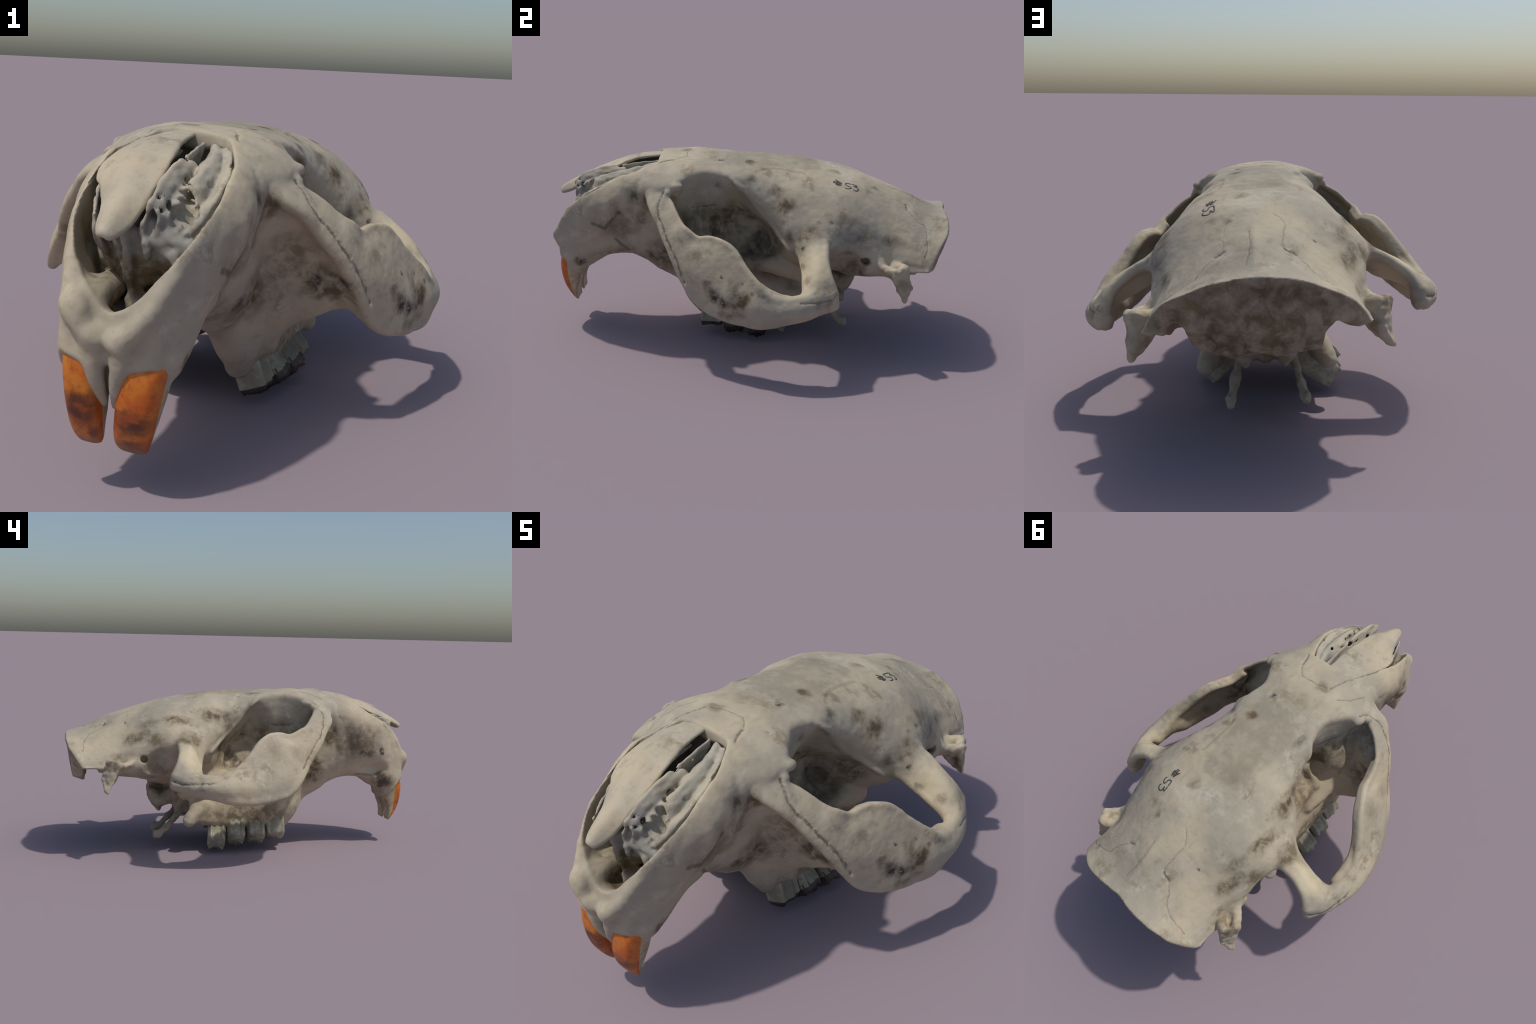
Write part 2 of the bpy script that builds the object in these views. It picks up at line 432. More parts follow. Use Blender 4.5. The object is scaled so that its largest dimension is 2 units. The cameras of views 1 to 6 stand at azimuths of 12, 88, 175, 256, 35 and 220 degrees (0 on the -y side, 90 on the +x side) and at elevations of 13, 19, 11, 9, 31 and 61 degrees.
half.tube([(.0, -.455, .80, .04), (.07, -.45, .815, .035)], k=0.01, mode="cut")
# groove between the two premaxillae
half.tube([(0, -1.0, .44, .008), (0, -.985, .38, .010), (0, -.965, .32, .012), (0, -.94, .26, .012)], k=0.008, mode="cut")

# hollow of the braincase, open below
HOLLOW = {
    0.53: [(0, .50), (.05, .50), (.12, .49), (.17, .47), (.20, .44), (.20, .38), (.20, .30), (.10, .20), (0, .20)],
    0.62: [(0, .56), (.06, .56), (.14, .55), (.22, .53), (.285, .48), (.295, .40), (.29, .30), (.10, .20), (0, .20)],
    0.75: [(0, .58), (.06, .58), (.14, .56), (.22, .54), (.29, .49), (.31, .42), (.31, .30), (.10, .20), (0, .20)],
    0.85: [(0, .56), (.06, .56), (.14, .55), (.22, .53), (.30, .49), (.33, .42), (.33, .30), (.10, .20), (0, .20)],
    0.88: [(0, .54), (.06, .54), (.14, .53), (.22, .51), (.30, .47), (.32, .42), (.32, .30), (.10, .20), (0, .20)],
}
half.loft(HOLLOW, mode="cut", xmax=0.40, k=0.01)

# =====================================================================
# 2. the whole skull: mirrored, then what is lopsided or broken
# =====================================================================
bone = Field()
bone.v[HALF:] = half.v
bone.v[:HALF + 1] = half.v[::-1]
del half

bone.ellipsoid((-.215, -.755, .430), (.080, .11, .052), k=0.03, mode="cut")
# inner shelf of the left premaxilla
bone.tube([(-.085, -.955, .500, .035), (-.075, -.89, .505, .042), (-.065, -.82, .515, .040), (-.06, -.74, .53, .03)], k=0.03)
# occipital plane, leaning and swept forward at the sides
sl = bone.box((-.5, .70, .2), (.5, 1.1, .8), 0)
x, y, z = bone.coords(sl)
edge = 0.904 + 0.25 * (z - 0.36) + 0.012 * np.exp(-(x / .15) ** 2 - ((z - .48) / .08) ** 2) - 3.4 * x ** 4 + 0.022 * np.clip(-x / .2, 0, 1) ** 2 - 0.010 * np.exp(-(x / .045) ** 2) + 0.006 * np.sin(23 * x) * np.sin(19 * z)
bone.ellipsoid((-.425, .645, .535), (.05, .05, .04), k=0.015, mode="cut")
bone.apply(sl, ((edge - y) * 0.96).astype(np.float32), 0.012, "cut")
# its ragged lower border with two spikes and two side notches
zb = np.interp(x.ravel(), [-.42, -.36, -.33, -.30, -.26, -.22, -.21, -.187, -.115, -.062, -.043, .012, .063, .094, .164, .203, .224, .235, .258, .293, .34, .38, .42],
               [.46, .46, .455, .468, .495, .455, .408, .398, .378, .354, .378, .388, .386, .360, .404, .418, .440, .488, .514, .490, .46, .46, .46])[:, None, None]
d = z - zb.astype(np.float32) + 0 * y
d = np.maximum(d, 0.80 - y)
bone.apply(sl, d.astype(np.float32), 0.008, "cut")

# ear holes and small pits
for s in (1, -1):
    bone.balls([(s * .375, .557, .511), (s * .350, .557, .511)], 0.020, 0.01, "cut")
bone.balls([(.372, .391, .694), (.375, .334, .690), (.348, .66, .600)], 0.010, 0.01, "cut")

# frozen wobble so that no plane is perfect
SK_V, SK_Q = None, None
bone.blur(1)
SK_V, SK_Q = surface_nets(bone.ax, bone.v)
SK_V = relax(SK_V, SK_Q, 2)
n = vertex_normals(SK_V, SK_Q)
SK_V[:, 0] += 0.012 * np.clip((-0.60 - SK_V[:, 1]) / 0.3, 0, 1)      # the snout leans a little
w = 0.0022 * value_noise(SK_V * 14 + 50, 1) + 0.0012 * value_noise(SK_V * 34 + 50, 2) + 0.0005 * value_noise(SK_V * 80 + 50, 3)
thin = np.clip((np.abs(SK_V[:, 0]) - .36) / .04, 0, 1) * np.clip((SK_V[:, 1] - .60) / .04, 0, 1) + np.clip((.40 - SK_V[:, 2]) / .04, 0, 1) * np.clip((SK_V[:, 1] - .30) / .05, 0, 1)
ragged = 0.006 * value_noise(SK_V * 22 + 50, 8) + 0.004 * value_noise(SK_V * 55 + 50, 9)
back = np.clip((n[:, 1] - .4) / .3, 0, 1) * np.clip((SK_V[:, 1] - .84) / .04, 0, 1)
back *= np.clip((.60 - .9 * np.abs(SK_V[:, 0]) - SK_V[:, 2] + .02) / .05, 0, 1)
lumps = 0.007 * value_noise(SK_V * np.array([15, 15, 10]) + 50, 21) + 0.002 * value_noise(SK_V * 38 + 50, 22)
SK_V = SK_V + n * (w + np.clip(thin, 0, 1) * ragged + back * lumps)[:, None]

def ramp(v, a, b):
    t = np.clip((v - a) / (b - a), 0, 1)
    return t * t * (3 - 2 * t)


# the left half is not the mirror of the right: cheek bone closer in, temple flatter
X, Y, Z = SK_V[:, 0].copy(), SK_V[:, 1].copy(), SK_V[:, 2].copy()
left_arch = ramp(Z, .36, .52) * ramp(-X, .33, .45) * ramp(Y, -.42, -.25) * ramp(-Y, -.32, -.18)
SK_V[:, 0] += 0.020 * left_arch
left_back = ramp(-X, .12, .30) * ramp(Y, .50, .72)
SK_V[:, 0] += 0.012 * left_back
SK_V[:, 2] -= 0.007 * left_back * ramp(Z, .42, .52)
SK_V[:, 2] -= 0.014 * ramp(-X, .38, .46) * ramp(Y, .20, .28) * ramp(-Y, -.46, -.40) * ramp(Z, .43, .50)
SK_V[:, 0] += 0.006 * ramp(X, .10, .22) * ramp(Y, -.02, .10) * ramp(-Y, -.62, -.45) * ramp(Z, .58, .70)
SK_V[:, 0] += 0.014 * ramp(X, .48, .60) * ramp(Y, -.02, .10) * ramp(-Y, -.40, -.28)
left_jaw = ramp(-X, .14, .22) * ramp(-Z, -.30, -.24) * ramp(Y, -.32, -.22) * ramp(-Y, -.36, -.26)
SK_V[:, 0] += 0.000 * left_jaw
SK_V[:, 1] -= 0.018 * ramp(-X, .26, .34) * ramp(-Y, .20, .27) * ramp(Z, .36, .44) * ramp(X, -.50, -.42)


# =====================================================================
# 3. materials
# =====================================================================
def lin(r, g, b):
    f = lambda c: c / 12.92 if c <= 0.04045 else ((c + 0.055) / 1.055) ** 2.4
    return (f(r / 255), f(g / 255), f(b / 255), 1)


class Nodes:
    def __init__(self, name):
        self.m = bpy.data.materials.new(name)
        self.m.use_nodes = True
        self.t = self.m.node_tree
        self.bsdf = self.t.nodes["Principled BSDF"]
        self.pos = self.t.nodes.new("ShaderNodeTexCoord").outputs["Object"]

    def new(self, kind, **kw):
        n = self.t.nodes.new(kind)
        for k, v in kw.items():
            setattr(n, k, v)
        return n

    def link(self, a, b):
        self.t.links.new(a, b)

    def put(self, sock, v):
        if hasattr(v, "is_output"):
            self.link(v, sock)
        else:
            sock.default_value = v

    def math(self, op, a, b=0.0, c=0.0, clamp=False):
        n = self.new("ShaderNodeMath", operation=op, use_clamp=clamp)
        for s, v in zip(n.inputs, (a, b, c)):
            self.put(s, v)
        return n.outputs[0]

    def vmath(self, op, a, b=(0, 0, 0), out=0):
        n = self.new("ShaderNodeVectorMath", operation=op)
        self.put(n.inputs[0], a)
        self.put(n.inputs[1], b)
        return n.outputs["Value" if op in ("LENGTH", "DOT_PRODUCT", "DISTANCE") else "Vector"]

    def noise(self, scale, detail=4, rough=0.55, vec=None, dist=0.0):
        n = self.new("ShaderNodeTexNoise")
        self.link(vec or self.pos, n.inputs["Vector"])
        n.inputs["Scale"].default_value = scale
        n.inputs["Detail"].default_value = detail
        n.inputs["Roughness"].default_value = rough
        n.inputs["Distortion"].default_value = dist
        return n

    def ramp(self, v, stops):
        n = self.new("ShaderNodeValToRGB")
        e = n.color_ramp.elements
        while len(e) < len(stops):
            e.new(0.5)
        for q, (p, c) in zip(e, stops):
            q.position, q.color = p, c if len(c) == 4 else (*c, 1)
        self.link(v, n.inputs[0])
        return n.outputs[0]

    def grey(self, v, lo, hi):
        n = self.new("ShaderNodeMapRange", clamp=True, interpolation_type="SMOOTHSTEP")
        self.put(n.inputs["Value"], v)
        n.inputs["From Min"].default_value = lo
        n.inputs["From Max"].default_value = hi
        return n.outputs[0]

    def mix(self, f, a, b, mode="MIX"):
        n = self.new("ShaderNodeMix", data_type="RGBA", blend_type=mode)
        self.put(n.inputs[0], f)
        self.put(n.inputs[6], a)
        self.put(n.inputs[7], b)
        return n.outputs[2]

    def blob(self, pos, c, r, soft=0.6):
        """1 inside an ellipsoid about c (radii r), fading to 0"""
        v = self.vmath("SUBTRACT", pos, c)
        v = self.vmath("DIVIDE", v, r if isinstance(r, tuple) else (r, r, r))
        return self.grey(self.vmath("LENGTH", v), 1.0, 1.0 - soft)

    def stroke(self, pos, a, b, w):
        """1 on the segment a-b of half width w"""
        a, b = Vector(a), Vector(b)
        ab = b - a
        pa = self.vmath("SUBTRACT", pos, tuple(a))
        t = self.math("MULTIPLY", self.vmath("DOT_PRODUCT", pa, tuple(ab)), 1 / ab.length_squared, clamp=True)
        n = self.new("ShaderNodeVectorMath", operation="SCALE")
        n.inputs[0].default_value = tuple(ab)
        self.link(t, n.inputs["Scale"])
        d = self.vmath("DISTANCE", pa, n.outputs[0])
        return self.grey(d, w, 0.3 * w)

    def most(self, vals):
        out = vals[0]
        for v in vals[1:]:
            out = self.math("MAXIMUM", out, v)
        return out


# --- where the bone is browned, spotted and cracked (positions on the skull)
# brown patches: centre, radii, strength
STAINS = [
    # left temple
    ((-.300, .18, .74), (.06, .10, .05), .70), ((-.335, .39, .712), (.05, .09, .035), .75), ((-.422, .33, .622), (.05, .10, .05), .70),
    ((-.335, .60, .62), (.06, .09, .05), .70), ((-.310, .54, .690), (.05, .08, .03), .55), ((-.380, .49, .610), (.04, .07, .04), .65),
    ((-.26, .10, .72), (.05, .06, .07), .60), ((-.37, .70, .53), (.05, .07, .05), .55), ((-.44, .72, .49), (.04, .06, .05), .6),
    # right temple
    ((.290, .16, .742), (.05, .06, .06), .75), ((.235, .13, .800), (.04, .05, .03), .60), ((.395, .28, .645), (.04, .07, .05), .60),
    ((.370, .20, .605), (.03, .05, .03), .55), ((.33, .43, .70), (.04, .12, .04), .40), ((.36, .52, .60), (.05, .12, .05), .40), ((.325, .70, .60), (.04, .08, .05), .45),
    # cheek bones
    ((.655, .01, .40), (.04, .08, .06), .85), ((.630, -.06, .345), (.05, .07, .03), .65), ((.575, -.14, .45), (.04, .05, .06), .55), ((.52, -.20, .56), (.05, .06, .05), .35),
    ((-.56, -.12, .58), (.05, .08, .06), .28), ((-.64, .06, .32), (.05, .07, .03), .4), ((-.50, -.24, .55), (.04, .06, .06), .25),
    # arch roots
    ((.575, .29, .48), (.03, .04, .03), .45), ((.49, .28, .53), (.02, .03, .02), .4), ((.43, .27, .59), (.015, .015, .015), .9),
    # plates in front of the orbit
    ((.40, -.31, .47), (.13, .08, .08), .80), ((.30, -.37, .52), (.10, .09, .14), .60), ((-.38, -.31, .48), (.14, .09, .12), .60), ((.19, -.40, .42), (.07, .12, .12), .65), ((-.20, -.38, .42), (.08, .10, .12), .75),
    # snout
    ((.205, -.62, .62), (.06, .16, .12), .50), ((.222, -.55, .735), (.04, .05, .04), .75), ((.245, -.48, .715), (.04, .05, .06), .70), ((.222, -.51, .64), (.04, .05, .05), .55), ((.15, -.62, .41), (.06, .18, .05), .50),
    ((-.205, -.62, .60), (.06, .20, .15), .60), ((-.225, -.48, .65), (.05, .06, .10), .75), ((-.20, -.70, .55), (.05, .10, .06), .60), ((-.15, -.82, .36), (.07, .08, .06), .85), ((.17, -.84, .37), (.04, .04, .04), .85),
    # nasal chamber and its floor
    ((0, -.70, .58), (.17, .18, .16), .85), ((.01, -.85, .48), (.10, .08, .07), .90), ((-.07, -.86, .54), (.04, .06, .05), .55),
    ((.452, -.21, .49), (.055, .14, .12), .65), ((-.445, -.22, .49), (.055, .14, .12), .65), ((.52, -.02, .43), (.05, .12, .08), .5), ((-.52, -.02, .43), (.05, .12, .08), .5),  # inner arch faces, browned to carry the scan's baked shade
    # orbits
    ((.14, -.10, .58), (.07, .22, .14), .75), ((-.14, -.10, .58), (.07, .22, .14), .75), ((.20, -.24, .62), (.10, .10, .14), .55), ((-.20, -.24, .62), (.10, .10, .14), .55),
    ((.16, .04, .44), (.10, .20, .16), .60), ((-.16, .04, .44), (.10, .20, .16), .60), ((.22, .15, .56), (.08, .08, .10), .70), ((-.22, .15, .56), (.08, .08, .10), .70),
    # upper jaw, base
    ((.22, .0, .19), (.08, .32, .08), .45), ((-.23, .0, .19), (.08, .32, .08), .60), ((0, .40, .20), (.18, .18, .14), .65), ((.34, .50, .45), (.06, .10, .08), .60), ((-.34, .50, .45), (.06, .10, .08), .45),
    ((.45, .73, .40), (.04, .07, .08), .45), ((0, .72, .44), (.32, .2, .14), .9),
    # crown
    ((.085, -.006, .887), (.035, .030, .03), .85), ((.157, .075, .862), (.03, .03, .03), .50), ((.046, .407, .838), (.045, .040, .03), .45), ((.095, .63, .767), (.02, .05, .02), .45),
    ((-.08, -.33, .90), (.05, .04, .03), .45), ((.21, -.31, .865), (.02, .02, .02), .5), ((.0, -.20, .90), (.10, .06, .03), .30),
    ((.30, -.10, .80), (.20, .30, .012), .0),
]
OCCIPUT_STAINS = [((0, .93, .50), (.60, .30, .34), .90), ((.10, .95, .56), (.12, .08, .07), .6), ((-.12, .95, .55), (.10, .08, .08), .6)]
TURBINATE_DARK_PATCHES = [((.02, -.84, .56), (.20, .12, .12), .95), ((-.06, -.76, .66), (.10, .14, .10), .6), ((.06, -.66, .70), (.16, .30, .06), .55), ((.03, -.47, .85), (.06, .05, .06), .8)]
# dark spots: centre, radius, strength
SPOTS = [
    ((.075, -.142, .896), .021, .85), ((.205, .008, .835), (.035, .035, .02), .60), ((-.171, -.05, .863), (.025, .045, .02), .55),
    ((.607, -.125, .415), (.040, .040, .035), .90), ((.628, -.078, .395), (.035, .035, .030), .90), ((.586, -.170, .470), .020, .50),
    ((.635, -.011, .501), .011, .80), ((.585, -.129, .530), .009, .80), ((.60, -.10, .51), .008, .7), ((.648, -.02, .46), .010, .6), ((.66, .05, .46), .012, .5),
    ((.372, -.317, .492), (.032, .03, .024), .90), ((.455, -.318, .500), (.036, .03, .020), .90), ((.343, -.318, .446), .025, .55), ((.428, -.280, .432), .020, .50),
    ((.206, -.630, .668), (.02, .022, .024), .80), ((.176, -.474, .437), (.04, .04, .035), .85), ((.173, -.840, .362), (.02, .024, .022), .85),
    ((-.217, -.555, .729), .017, .90), ((-.203, -.626, .718), .018, .65), ((-.178, -.805, .541), (.03, .017, .032), .90), ((-.152, -.833, .361), (.03, .035, .03), .70), ((-.235, -.486, .60), (.03, .02, .03), .8),
    ((.370, .557, .508), .026, .85), ((-.370, .557, .508), .022, .60), ((.325, .665, .594), .014, .6), ((.363, .391, .692), .012, .5), ((.365, .334, .689), .012, .4), ((.33, .755, .58), .016, .6),
    ((-.37, .70, .522), .020, .7), ((-.448, .735, .505), (.02, .03, .02), .8), ((-.202, .655, .706), .008, .7), ((.19, -.15, .80), .020, .5), ((.17, -.16, .56), .035, .9), ((-.17, -.16, .52), .045, .9), ((.12, .05, .52), .05, .8), ((-.12, .05, .52), .05, .8),
    ((-.45, -.30, .56), .012, .2), ((-.24, -.20, .70), .010, .5),
]
# cracks and sutures: points, half width, strength
CRACKS = [
    ([(-.064, .578, .794), (-.093, .606, .777), (-.108, .638, .757), (-.097, .692, .737), (-.090, .751, .706)], .0035, .45),
    ([(-.090, .751, .706), (-.104, .772, .688), (-.137, .776, .674)], .0050, .90),
    ([(-.137, .776, .674), (-.166, .812, .650), (-.189, .854, .632), (-.234, .874, .612), (-.272, .876, .592), (-.326, .874, .559)], .0035, .45),
    ([(.095, .603, .777), (.110, .700, .728), (.103, .761, .695)], .003, .35), ([(.103, .761, .695), (.132, .768, .680)], .005, .85),
    ([(.132, .768, .680), (.189, .818, .641), (.201, .847, .630)], .0035, .50), ([(.20, .85, .633), (.245, .854, .610), (.322, .851, .563), (.358, .837, .533)], .0035, .50),
    ([(.019, .703, .751), (.009, .782, .720), (.028, .884, .674)], .0035, .40),
    ([(.081, .616, .777), (.112, .765, .690)], .002, .0),
    ([(.096, -.364, .898), (.121, -.438, .886)], .0045, .70), ([(-.083, -.34, .901), (-.027, -.315, .903), (.052, -.313, .904), (.096, -.364, .898)], .0035, .45),
    ([(.290, -.395, .790), (.340, -.414, .744), (.373, -.407, .699), (.420, -.374, .644), (.460, -.346, .592), (.505, -.300, .515), (.533, -.270, .440)], .0060, .90),
    ([(-.270, -.345, .826), (-.284, -.398, .797), (-.336, -.421, .742), (-.381, -.404, .680), (-.425, -.377, .627), (-.480, -.327, .555), (-.522, -.280, .470)], .0050, .75),
    ([(.677, .262, .422), (.664, .329, .425), (.634, .402, .432), (.617, .419, .456)], .0045, .60),
    ([(-.624, .423, .417), (-.655, .374, .401), (-.682, .294, .406), (-.692, .212, .413)], .0060, .85),
    ([(-.098, -.345, .899), (-.132, -.459, .876), (-.160, -.590, .835), (-.175, -.737, .751)], .0040, .70),
    ([(-.159, -.32, .885), (-.196, -.366, .869), (-.223, -.435, .836)], .0035, .50),
    ([(.205, -.630, .670), (.203, -.668, .620), (.199, -.697, .575), (.201, -.758, .594)], .0110, .80),
    ([(.190, -.660, .500), (.186, -.635, .475), (.150, -.600, .425)], .0090, .75), ([(-.120, -.672, .396), (-.161, -.76, .399), (-.17, -.80, .42)], .010, .6),
    ([(.162, .031, .860), (.128, .089, .872), (.126, .163, .867), (.136, .262, .850)], .010, .30),
    ([(.189, -.289, .691), (.155, -.164, .691)], .006, .70), ([(-.189, -.289, .691), (-.155, -.164, .691)], .006, .60),
]


# lay the cracks on the finished surface
def on_bone(p):
    return tuple(SK_V[np.linalg.norm(SK_V - np.array(p, np.float32), axis=1).argmin()].tolist())


def laid(P, a):
    out = [on_bone(P[0])]
    for p, q in zip(P[:-1], P[1:]):
        if a >= .6:
            out.append(on_bone((np.array(p) + q) / 2))
        out.append(on_bone(q))
    return out


CRACKS = [(laid(P, a), w, a) for P, w, a in CRACKS if a > 0]
grow = lambda r, k: tuple(k * x for x in r) if isinstance(r, tuple) else k * r
SPOTS = [(c, grow(r, 1.35), a) for c, r, a in SPOTS]
STAINS = [(c, grow(r, 1.25), a) for c, r, a in STAINS]


def bone_material(name, where=None, occiput=False, deep=False):
    """where: sample points of the part, to keep only the marks that touch it"""
    near = lambda c, r: where is None or (np.linalg.norm(where - np.array(c), axis=1).min() < r)
    size = lambda r: max(r) if isinstance(r, tuple) else r
    g = Nodes(name)
    off = g.vmath("MULTIPLY", g.vmath("SUBTRACT", g.noise(9, 3).outputs["Color"], (.5, .5, .5)), (.09, .09, .09))
    pos = g.vmath("ADD", g.pos, off)
    big, mid, fine = g.noise(2.6, 3).outputs[0], g.noise(11, 5, .6).outputs[0], g.noise(46, 5, .65).outputs[0]
    streak = g.noise(1, 5, .6, vec=g.vmath("MULTIPLY", g.pos, (34, 12, 34))).outputs[0]
    cream, pale, grey = lin(190, 176, 150), lin(194, 184, 163), lin(166, 157, 139)
    if deep:
        cream, pale, grey = lin(186, 175, 152), lin(192, 184, 168), lin(150, 147, 138)
    col = g.mix(g.grey(big, .40, .62), cream, grey)
    col = g.mix(g.math("MULTIPLY", g.grey(mid, .48, .72), .7), col, pale)
    col = g.mix(g.math("MULTIPLY", g.grey(streak, .46, .30), .30), col, lin(150, 136, 112))
    col = g.mix(g.math("MULTIPLY", g.grey(fine, .44, .28), .30), col, lin(146, 132, 108))
    blot = g.math("MULTIPLY", g.grey(g.noise(5.5, 4, .6).outputs[0], .50, .66), g.grey(g.noise(19, 5, .65, dist=.3).outputs[0], .44, .62))
    col = g.mix(g.math("MULTIPLY", blot, .65), col, lin(126, 110, 83))
    if near((0, .10, .88), .26):
        # the crown: a greyer worn field with a sharp hind edge
        xyz = g.new("ShaderNodeSeparateXYZ")
        g.link(g.vmath("ADD", g.pos, g.vmath("MULTIPLY", g.vmath("SUBTRACT", g.noise(14, 4).outputs["Color"], (.5, .5, .5)), (.09, .12, .09))), xyz.inputs[0])
        ax = g.math("ABSOLUTE", g.math("ADD", xyz.outputs[0], .012))
        m = g.math("MULTIPLY", g.grey(g.math("MULTIPLY_ADD", xyz.outputs[1], .10, ax),   .180, .105), g.math("MULTIPLY", g.grey(xyz.outputs[1], .35, .30), g.grey(xyz.outputs[1], -.42, .10)))
        m = g.math("MULTIPLY", m, g.grey(xyz.outputs[2], .70, .80))
        col = g.mix(g.math("MULTIPLY", m, .62), col, g.mix(g.grey(mid, .38, .62), lin(128, 119, 102), lin(152, 144, 126)))
        pal = g.most([g.blob(pos, (.03, .46, .83), (.12, .09, .05)), g.blob(pos, (-.04, .40, .84), (.10, .06, .05))])
        col = g.mix(g.math("MULTIPLY", pal, g.math("MULTIPLY", g.grey(fine, .4, .65), .55)), col, lin(196, 192, 180))
    if near((.52, .32, .53), .12) or near((-.52, .32, .53), .12):
        root = g.most([g.blob(pos, (sx * .52, .32, .50), (.14, .11, .16), .7) for sx in (1, -1)])
        col = g.mix(g.math("MULTIPLY", root, .75), col, lin(214, 199, 166))
    stains = [q for q in (OCCIPUT_STAINS if occiput else TURBINATE_DARK_PATCHES if deep else STAINS) if q[2] > 0 and near(q[0], size(q[1]) + .05)]
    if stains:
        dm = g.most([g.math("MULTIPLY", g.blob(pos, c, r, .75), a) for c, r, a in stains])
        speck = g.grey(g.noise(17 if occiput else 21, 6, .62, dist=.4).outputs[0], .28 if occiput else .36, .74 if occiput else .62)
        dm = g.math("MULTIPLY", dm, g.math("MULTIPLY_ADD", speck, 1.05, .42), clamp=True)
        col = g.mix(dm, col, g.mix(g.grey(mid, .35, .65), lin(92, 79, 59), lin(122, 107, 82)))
    spots = [q for q in SPOTS if q[2] > 0 and near(q[0], size(q[1]) + .02)]
    if spots:
        sm = g.most([g.math("MULTIPLY", g.blob(pos2(g), c, r, .9), a) for c, r, a in spots])
        sm = g.math("MULTIPLY", sm, g.math("MULTIPLY_ADD", g.grey(fine, .32, .58), .75, .5), clamp=True)
        col = g.mix(sm, col, lin(66, 59, 54))
    cracks = []
    cp = g.vmath("ADD", g.pos, g.vmath("MULTIPLY", g.vmath("SUBTRACT", g.noise(45, 3).outputs["Color"], (.5, .5, .5)), (.016, .016, .016)))
    for P, w, a in CRACKS:
        for p, q in zip(P[:-1], P[1:]):
            if a > 0 and near((np.array(p) + q) / 2, np.linalg.norm(np.subtract(q, p)) / 2 + .015):
                cracks.append(g.math("MULTIPLY", g.stroke(cp, p, q, w * 1.3), a))
    hgt = g.math("MULTIPLY_ADD", fine, .5, g.math("MULTIPLY", streak, .5))
    if cracks:
        crack = g.math("MULTIPLY", g.most(cracks), g.math("MULTIPLY_ADD", g.grey(fine, .35, .55), .5, .5))
        col = g.mix(g.math("MULTIPLY", crack, .85), col, lin(84, 74, 62))
        hgt = g.math("SUBTRACT", hgt, g.math("MULTIPLY", crack, 1.5))
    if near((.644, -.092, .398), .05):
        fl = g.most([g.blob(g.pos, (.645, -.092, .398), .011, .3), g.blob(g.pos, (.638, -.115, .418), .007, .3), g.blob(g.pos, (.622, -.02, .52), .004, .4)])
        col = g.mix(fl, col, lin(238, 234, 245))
    g.link(col, g.bsdf.inputs["Base Color"])
    g.bsdf.inputs["Roughness"].default_value = .70
    g.bsdf.inputs["Specular IOR Level"].default_value = .25
    b = g.new("ShaderNodeBump")
    b.inputs["Strength"].default_value = .35
    b.inputs["Distance"].default_value = .005
    g.link(hgt, b.inputs["Height"])
    g.link(b.outputs[0], g.bsdf.inputs["Normal"])
    return g.m


def pos2(g):
    if not hasattr(g, "p2"):
        v = g.vmath("MULTIPLY", g.vmath("SUBTRACT", g.noise(30, 3).outputs["Color"], (.5, .5, .5)), (.055, .055, .055))
        g.p2 = g.vmath("ADD", g.pos, v)
    return g.p2


# the wider seams are real grooves
for P, w, a in CRACKS:
    if a >= .4 and w < .008:
        C = resample(P, 50)
        box = np.flatnonzero(((SK_V > C.min(0) - .03) & (SK_V < C.max(0) + .03)).all(1))
        sub = SK_V[box]
        near = np.full(len(sub), 9.0)
        for p in C:
            near = np.minimum(near, np.linalg.norm(sub - sub[np.linalg.norm(sub - p, axis=1).argmin()], axis=1))
        SK_V[box] -= n[box] * (.8 * w * a * np.exp(-(near / (1.3 * w)) ** 2))[:, None]


# =====================================================================
# 4. objects
# =====================================================================
root = bpy.data.objects.new("rodent_skull", None)
bpy.context.scene.collection.objects.link(root)
root.location = (-0.048, 0, 0.004)
root.rotation_euler = (Matrix.Rotation(math.radians(-4.2), 3, "Z") @ Matrix.Rotation(math.radians(4.1), 3, "Y")).to_euler()
root["label"] = "weathered rodent skull, orange incisors, broken nasal bone, numbered crown"
root["category"] = "animal skull"


def add_mesh(name, V, faces, mat, normals=None, parent=None, smooth=True):
    me = bpy.data.meshes.new(name)
    V = np.asarray(V, np.float32)
    if isinstance(faces, np.ndarray):
        k = faces.shape[1]
        me.vertices.add(len(V))
        me.vertices.foreach_set("co", V.ravel())
        me.loops.add(faces.size)
        me.loops.foreach_set("vertex_index", faces.astype(np.int32).ravel())
        me.polygons.add(len(faces))
        me.polygons.foreach_set("loop_start", np.arange(0, faces.size, k, dtype=np.int32))
        me.polygons.foreach_set("loop_total", np.full(len(faces), k, np.int32))
        me.update(calc_edges=True)
        me.validate()
    else:
        me.from_pydata(V.tolist(), [], faces)
    if smooth:
        me.polygons.foreach_set("use_smooth", np.ones(len(me.polygons), bool))
    if normals is not None:
        me.normals_split_custom_set_from_vertices(np.asarray(normals, np.float32))
    me.materials.append(mat)
    o = bpy.data.objects.new(name, me)
    bpy.context.scene.collection.objects.link(o)
    o.parent = parent or root
    return o


